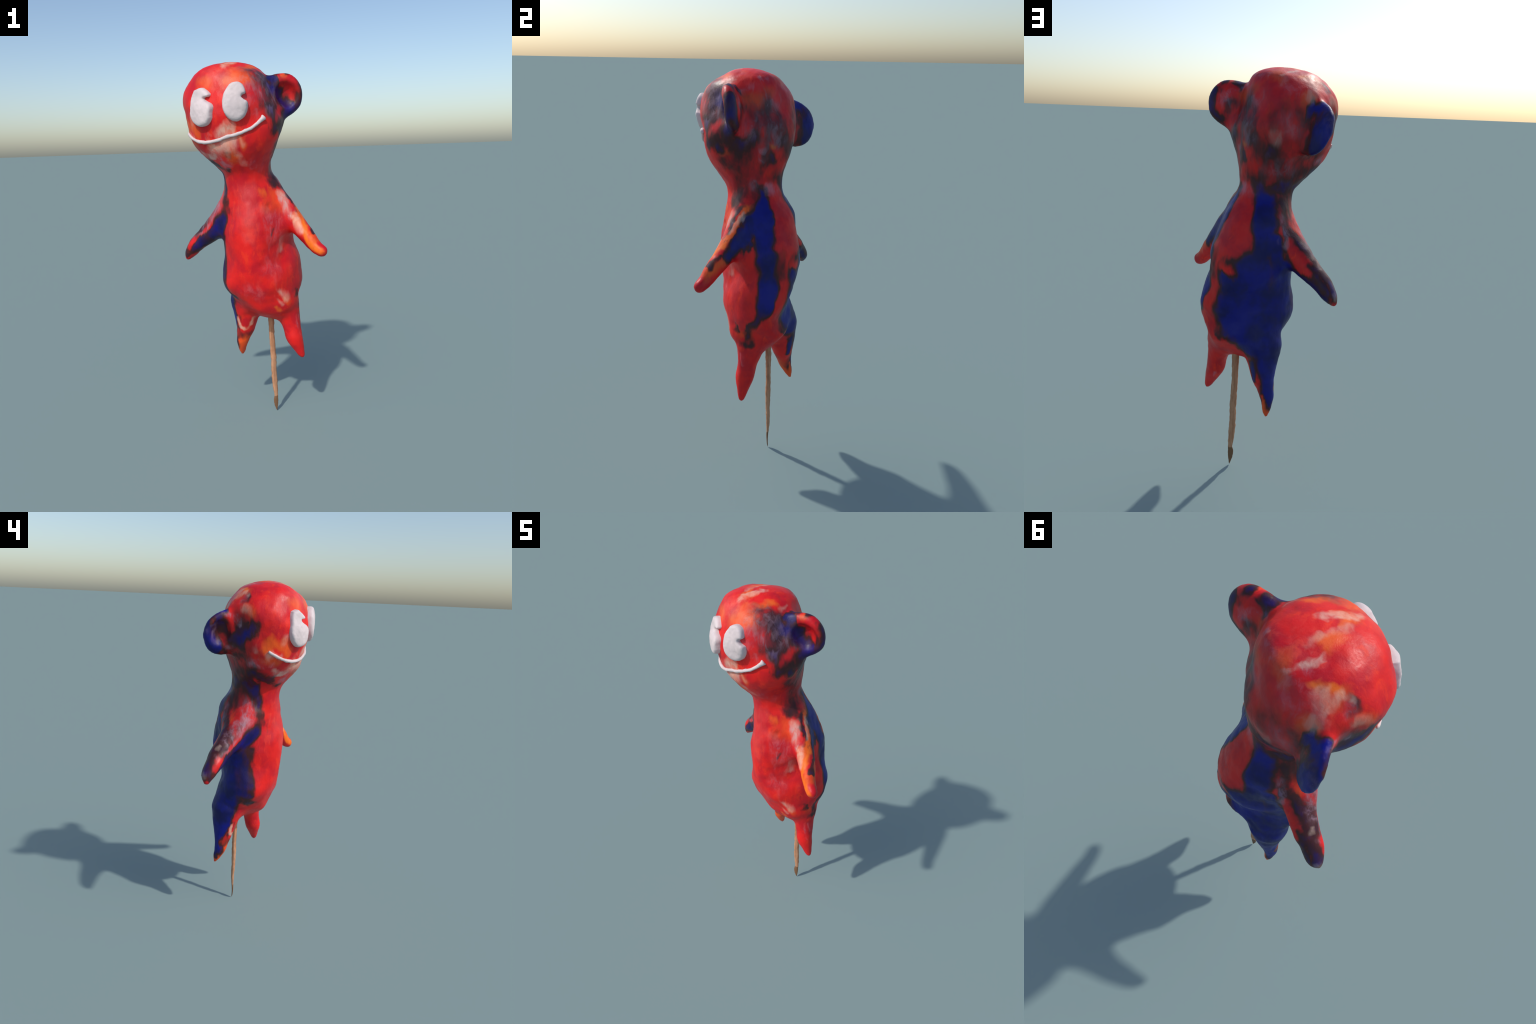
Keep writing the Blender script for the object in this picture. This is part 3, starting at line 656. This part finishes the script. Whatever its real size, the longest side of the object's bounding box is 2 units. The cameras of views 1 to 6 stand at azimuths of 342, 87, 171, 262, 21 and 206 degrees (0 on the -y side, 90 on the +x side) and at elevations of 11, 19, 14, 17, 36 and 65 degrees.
def wood_material():
    m = bpy.data.materials.new("whittled_wood")
    m.use_nodes = True
    g = Graph(m.node_tree)
    bsdf = m.node_tree.nodes["Principled BSDF"]
    p = g.node("ShaderNodeTexCoord").outputs["Object"]
    grain = g.noise(g.vec("MULTIPLY", p, (1., 1., .06)), 120, 4, .6)
    c = g.mix(g.step(grain, .35, .65), (.42, .19, .095), (.58, .30, .17))
    c = g.mix(g.step(g.noise(g.vec("MULTIPLY", p, (1., 1., .4)), 22, 3), .5, .7, 0., .6), c, (.36, .16, .085))
    # the whittled tip shows darker, older wood below a slanting cut
    cut = g.vec("DOT_PRODUCT", g.vec("SUBTRACT", p, (.148, .065, .098)), (-.15, -.2, 1.))
    c = g.mix(g.step(cut, -.004, .004, 1., 0.), c, (.21, .105, .052))
    g.put(bsdf.inputs["Base Color"], c)
    bsdf.inputs["Roughness"].default_value = .6
    bsdf.inputs["Specular IOR Level"].default_value = .25
    bump = g.node("ShaderNodeBump")
    bump.inputs["Strength"].default_value = .3
    bump.inputs["Distance"].default_value = .002
    g.put(bump.inputs["Height"], grain)
    g.put(bsdf.inputs["Normal"], bump.outputs[0])
    return m


WHITE, WOOD = white_material(), wood_material()


# ------------------------------------------------------------------ meshing of implicit surfaces
def net(f, lo, hi, step):
    """Surface nets, evaluated only near the surface; vertices are then pulled exactly onto f = 0."""
    lo, hi = np.array(lo, float), np.array(hi, float)
    coarse = 4
    n = (np.ceil((hi - lo) / (step * coarse)).astype(int)) * coarse + 1
    ax = [lo[i] + step * np.arange(n[i]) for i in range(3)]
    cax = [a[::coarse] for a in ax]
    cp = np.stack(np.meshgrid(*cax, indexing="ij"), -1)
    cf = f(cp.reshape(-1, 3)).reshape(cp.shape[:3])
    near = np.abs(cf) < step * coarse * 2.2
    fine = np.repeat(np.repeat(np.repeat(cf, coarse, 0), coarse, 1), coarse, 2)[:n[0], :n[1], :n[2]]
    mask = np.zeros_like(near)
    for dx in (-1, 0, 1):
        for dy in (-1, 0, 1):
            for dz in (-1, 0, 1):
                mask |= np.roll(near, (dx, dy, dz), (0, 1, 2))
    m = np.repeat(np.repeat(np.repeat(mask, coarse, 0), coarse, 1), coarse, 2)[:n[0], :n[1], :n[2]]
    idx = np.argwhere(m)
    fine = fine.copy()
    fine[m] = f(lo + idx * step)
    inside = fine < 0
    c = [inside[i:n[0] - 1 + i, j:n[1] - 1 + j, k:n[2] - 1 + k] for i in (0, 1) for j in (0, 1) for k in (0, 1)]
    s = sum(x.astype(np.int8) for x in c)
    cells = np.argwhere((s > 0) & (s < 8))
    acc, cnt = np.zeros((len(cells), 3)), np.zeros(len(cells))
    corners = [(i, j, k) for i in (0, 1) for j in (0, 1) for k in (0, 1)]
    for a in corners:
        for axis in range(3):
            if a[axis]:
                continue
            b = list(a)
            b[axis] = 1
            pa, pb = cells + a, cells + b
            fa, fb = fine[tuple(pa.T)], fine[tuple(pb.T)]
            cross = (fa < 0) != (fb < 0)
            t = np.where(cross, fa / np.where(cross, fa - fb, 1), 0)
            acc += np.where(cross[:, None], pa + t[:, None] * (pb - pa), 0)
            cnt += cross
    verts = lo + step * acc / cnt[:, None]
    number = -np.ones(tuple(n), int)
    number[tuple(cells.T)] = np.arange(len(cells))
    faces = []
    for axis in range(3):
        u, v = (axis + 1) % 3, (axis + 2) % 3
        a = [slice(1, -1)] * 3
        b = [slice(1, -1)] * 3
        a[axis], b[axis] = slice(0, -1), slice(1, None)
        ia, ib = inside[tuple(a)], inside[tuple(b)]
        start = np.argwhere(ia != ib) + 1
        start[:, axis] -= 1
        flip = inside[tuple(start.T)]
        eu, ev = np.eye(3, dtype=int)[u], np.eye(3, dtype=int)[v]
        q = np.stack([number[tuple((start - d).T)] for d in (0 * eu, eu, eu + ev, ev)], 1)
        q = np.where(flip[:, None], q, q[:, ::-1])
        faces.append(q)
    faces = np.vstack(faces)
    for _ in range(2):
        g = gradient(f, verts, step * .5)
        verts -= np.clip(f(verts), -step, step)[:, None] * g
    return verts, faces


def gradient(f, p, h):
    g = np.stack([f(p + d) - f(p - d) for d in np.eye(3) * h], 1)
    return g / (np.linalg.norm(g, axis=1)[:, None] + 1e-12)


def lattice_noise(p, scale, seed):
    """Smooth value noise in -1..1."""
    q = p * scale + seed * 17.31
    i = np.floor(q).astype(np.int64)
    f = q - i
    f = f * f * f * (f * (f * 6 - 15) + 10)
    total = np.zeros(len(p))
    for dx in (0, 1):
        for dy in (0, 1):
            for dz in (0, 1):
                h = ((i[:, 0] + dx) * 73856093) ^ ((i[:, 1] + dy) * 19349663) ^ ((i[:, 2] + dz) * 83492791) ^ (seed * 2654435)
                h = (h ^ (h >> 13)) * 1274126177 & 0xFFFFFFFF
                h = (h ^ (h >> 16)) & 0xFFFF
                w = np.abs(1 - dx - f[:, 0]) * np.abs(1 - dy - f[:, 1]) * np.abs(1 - dz - f[:, 2])
                total += w * (h / 32767.5 - 1)
    return total


# ------------------------------------------------------------------ objects
figure = bpy.data.objects.new("clay_figure", None)
figure.empty_display_size = .2
bpy.context.scene.collection.objects.link(figure)
figure["label"] = "red and blue marbled clay figure with white eyes and smile on stick"
figure["category"] = "clay figure"


def new_part(name, verts, faces, material, normals=None, parent=figure):
    mesh = bpy.data.meshes.new(name)
    mesh.from_pydata(verts.tolist(), [], faces.tolist() if hasattr(faces, "tolist") else faces)
    mesh.validate()
    mesh.polygons.foreach_set("use_smooth", np.ones(len(mesh.polygons), bool))
    if normals is not None:
        mesh.normals_split_custom_set_from_vertices(normals.tolist())
    mesh.materials.append(material)
    mesh.update()
    o = bpy.data.objects.new(name, mesh)
    o.parent = parent
    bpy.context.scene.collection.objects.link(o)
    return o


def vertex_normals(verts, faces):
    n = np.zeros_like(verts)
    a, b = verts[faces[:, 2]] - verts[faces[:, 0]], verts[faces[:, 3]] - verts[faces[:, 1]]
    fn = np.cross(a, b)
    for k in range(4):
        np.add.at(n, faces[:, k], fn)
    return n / (np.linalg.norm(n, axis=1)[:, None] + 1e-12)


def relax(verts, faces, times):
    a, b = faces.ravel(), np.roll(faces, -1, 1).ravel()
    count = np.bincount(a, minlength=len(verts)) + np.bincount(b, minlength=len(verts))
    for _ in range(times):
        total = np.stack([np.bincount(a, verts[b, i], len(verts)) + np.bincount(b, verts[a, i], len(verts)) for i in range(3)], 1)
        verts = verts + .6 * (total / count[:, None] - verts)
    return verts


# ---- the kneaded body
verts, faces = net(body, (-.40, -.42, .31), (.40, .42, 2.03), STEP)
verts = relax(verts, faces, 3)
normal = vertex_normals(verts, faces)
lump = .0028 * lattice_noise(verts, 14, 1) + .0014 * lattice_noise(verts, 31, 2) + .0005 * lattice_noise(verts * [1, 1, .6], 80, 3)
# thumb presses all over, and the deeper nick on the chest
rng = np.random.default_rng(7)
for at in verts[rng.choice(len(verts), 150, replace=False)]:
    wide, deep = rng.uniform(.018, .045), rng.uniform(-.0022, .0052)
    lump -= deep * np.exp(-((verts - at) ** 2).sum(1) / wide ** 2)
for at, wide, deep in NICKS:
    lump -= deep * np.exp(-((verts - np.array(at)) ** 2).sum(1) / wide ** 2)
verts = verts + normal * lump[:, None]
normal = vertex_normals(verts, faces)

centre = verts[faces].mean(1)
d_trunk = trunk(centre)
region = np.where(centre[:, 2] > 1.455 + .25 * (centre @ FRONT) * 0, 1, np.where(centre[:, 2] > 1.37, 2, 0))
for k, part in ((3, ARM_L), (4, ARM_R), (5, LEG_L), (6, LEG_R)):
    dl = limb(centre, part)
    hit = dl < d_trunk - .004
    if k > 4:
        hit &= centre[:, 2] < .66
    region[hit] = k
for k, part, hollow in ((7, EAR_L, HOLLOW_L), (8, EAR_R, HOLLOW_R)):
    region[(ear(centre, part, hollow) < d_trunk - .002) & (np.linalg.norm(centre - part[:3], axis=1) < .2)] = k

names = ["torso", "head", "neck", "arm", "arm", "leg", "leg", "ear", "ear"]
for k, name in enumerate(names):
    f = faces[region == k]
    used, local = np.unique(f, return_inverse=True)
    box = (verts[used].min(0), verts[used].max(0))
    new_part(name, verts[used], local.reshape(-1, 4), clay_material(name, *box), normal[used])


# ---- eyes: flat beans of white clay with a bite taken out of the inner side
def outline_distance(q, poly):
    a, b = poly, np.roll(poly, -1, 0)
    best, sign = np.full(len(q), 9.), np.ones(len(q))
    for p0, p1 in zip(a, b):
        e, w = p1 - p0, q - p0
        t = np.clip(w @ e / (e @ e), 0, 1)
        best = np.minimum(best, np.linalg.norm(w - t[:, None] * e, axis=1))
        c1, c2, c3 = q[:, 1] >= p0[1], q[:, 1] < p1[1], e[0] * w[:, 1] > e[1] * w[:, 0]
        sign = np.where((c1 & c2 & c3) | (~c1 & ~c2 & ~c3), -sign, sign)
    return best * sign


def white_bean(name, where, facing, outline, thick, parent, seed):
    g = np.array(facing) / np.linalg.norm(facing)
    r = np.cross([0, 0, 1], g)
    r /= np.linalg.norm(r)
    u = np.cross(g, r)
    poly = through(np.vstack([outline, outline[:1]]), 4)[:-1]
    where = np.array(where)

    def f(p):
        q = p - where
        flat = np.stack([q @ r, q @ u], 1)
        side = outline_distance(flat, poly)
        height = body(p) - thick * (1 + .16 * lattice_noise(p, 24, seed))
        front = np.where(q @ g < -.06, .06, -1)
        return np.maximum(np.maximum(melt_max(side, height, .022), -body(p) - .012), front)
    v, fc = net(f, where - .14, where + .14, .0032)
    v = v + vertex_normals(v, fc) * (.0006 * lattice_noise(v, 60, seed + 7) + .0004 * lattice_noise(v, 120, seed + 8))[:, None]
    return new_part(name, v, fc, WHITE, vertex_normals(v, fc), parent)


def melt_max(a, b, k):
    return -melt(-a, -b, k)


head = bpy.data.objects["head"]
white_bean("eye", EYE_L_AT, EYE_L_FACING, EYE_L_OUTLINE, .024, figure, 11)
white_bean("eye", EYE_R_AT, EYE_R_FACING, EYE_R_OUTLINE, .024, figure, 21)


# ---- mouth and stick: swept tubes
def sweep(name, rows, material, sides, per, closed_round=True, jitter=0., seed=5):
    """rows: x y z half_a half_b ; section axis a is horizontal, b across it."""
    c = through(rows, per)
    path, ra, rb = c[:, :3], np.maximum(c[:, 3], .0004), np.maximum(c[:, 4], .0004)
    if name == "mouth":   # press the rolled string onto the face
        for _ in range(3):
            path = path - (body(path) - .004)[:, None] * gradient(body, path, .01)
    tan = np.gradient(path, axis=0)
    tan /= np.linalg.norm(tan, axis=1)[:, None]
    v, fc = [], []
    for i, (p, t) in enumerate(zip(path, tan)):
        if name == "stick":
            x = np.array([1., 0, 0])
        else:
            x = gradient(body, p[None], .02)[0]
        x = x - t * (x @ t)
        x /= np.linalg.norm(x)
        y = np.cross(t, x)
        a = np.arange(sides) / sides * 2 * np.pi
        ring = p + ra[i] * np.cos(a)[:, None] * x + rb[i] * np.sin(a)[:, None] * y
        v.append(ring)
    v = np.vstack(v)
    n = len(path)
    for i in range(n - 1):
        for j in range(sides):
            k = (j + 1) % sides
            fc.append([i * sides + j, i * sides + k, (i + 1) * sides + k, (i + 1) * sides + j])
    mid = np.repeat(path, sides, 0)
    out = v - mid
    v = v + out * (jitter * lattice_noise(v, 60, seed) + jitter * .6 * lattice_noise(v, 140, seed + 1))[:, None]
    caps = [list(range(sides))[::-1], list(range((n - 1) * sides, n * sides))]
    return new_part(name, v, fc + caps, material)


sweep("mouth", MOUTH, WHITE, 16, 6, jitter=.22)
sweep("stick", STICK, WOOD, 20, 6, jitter=.12)
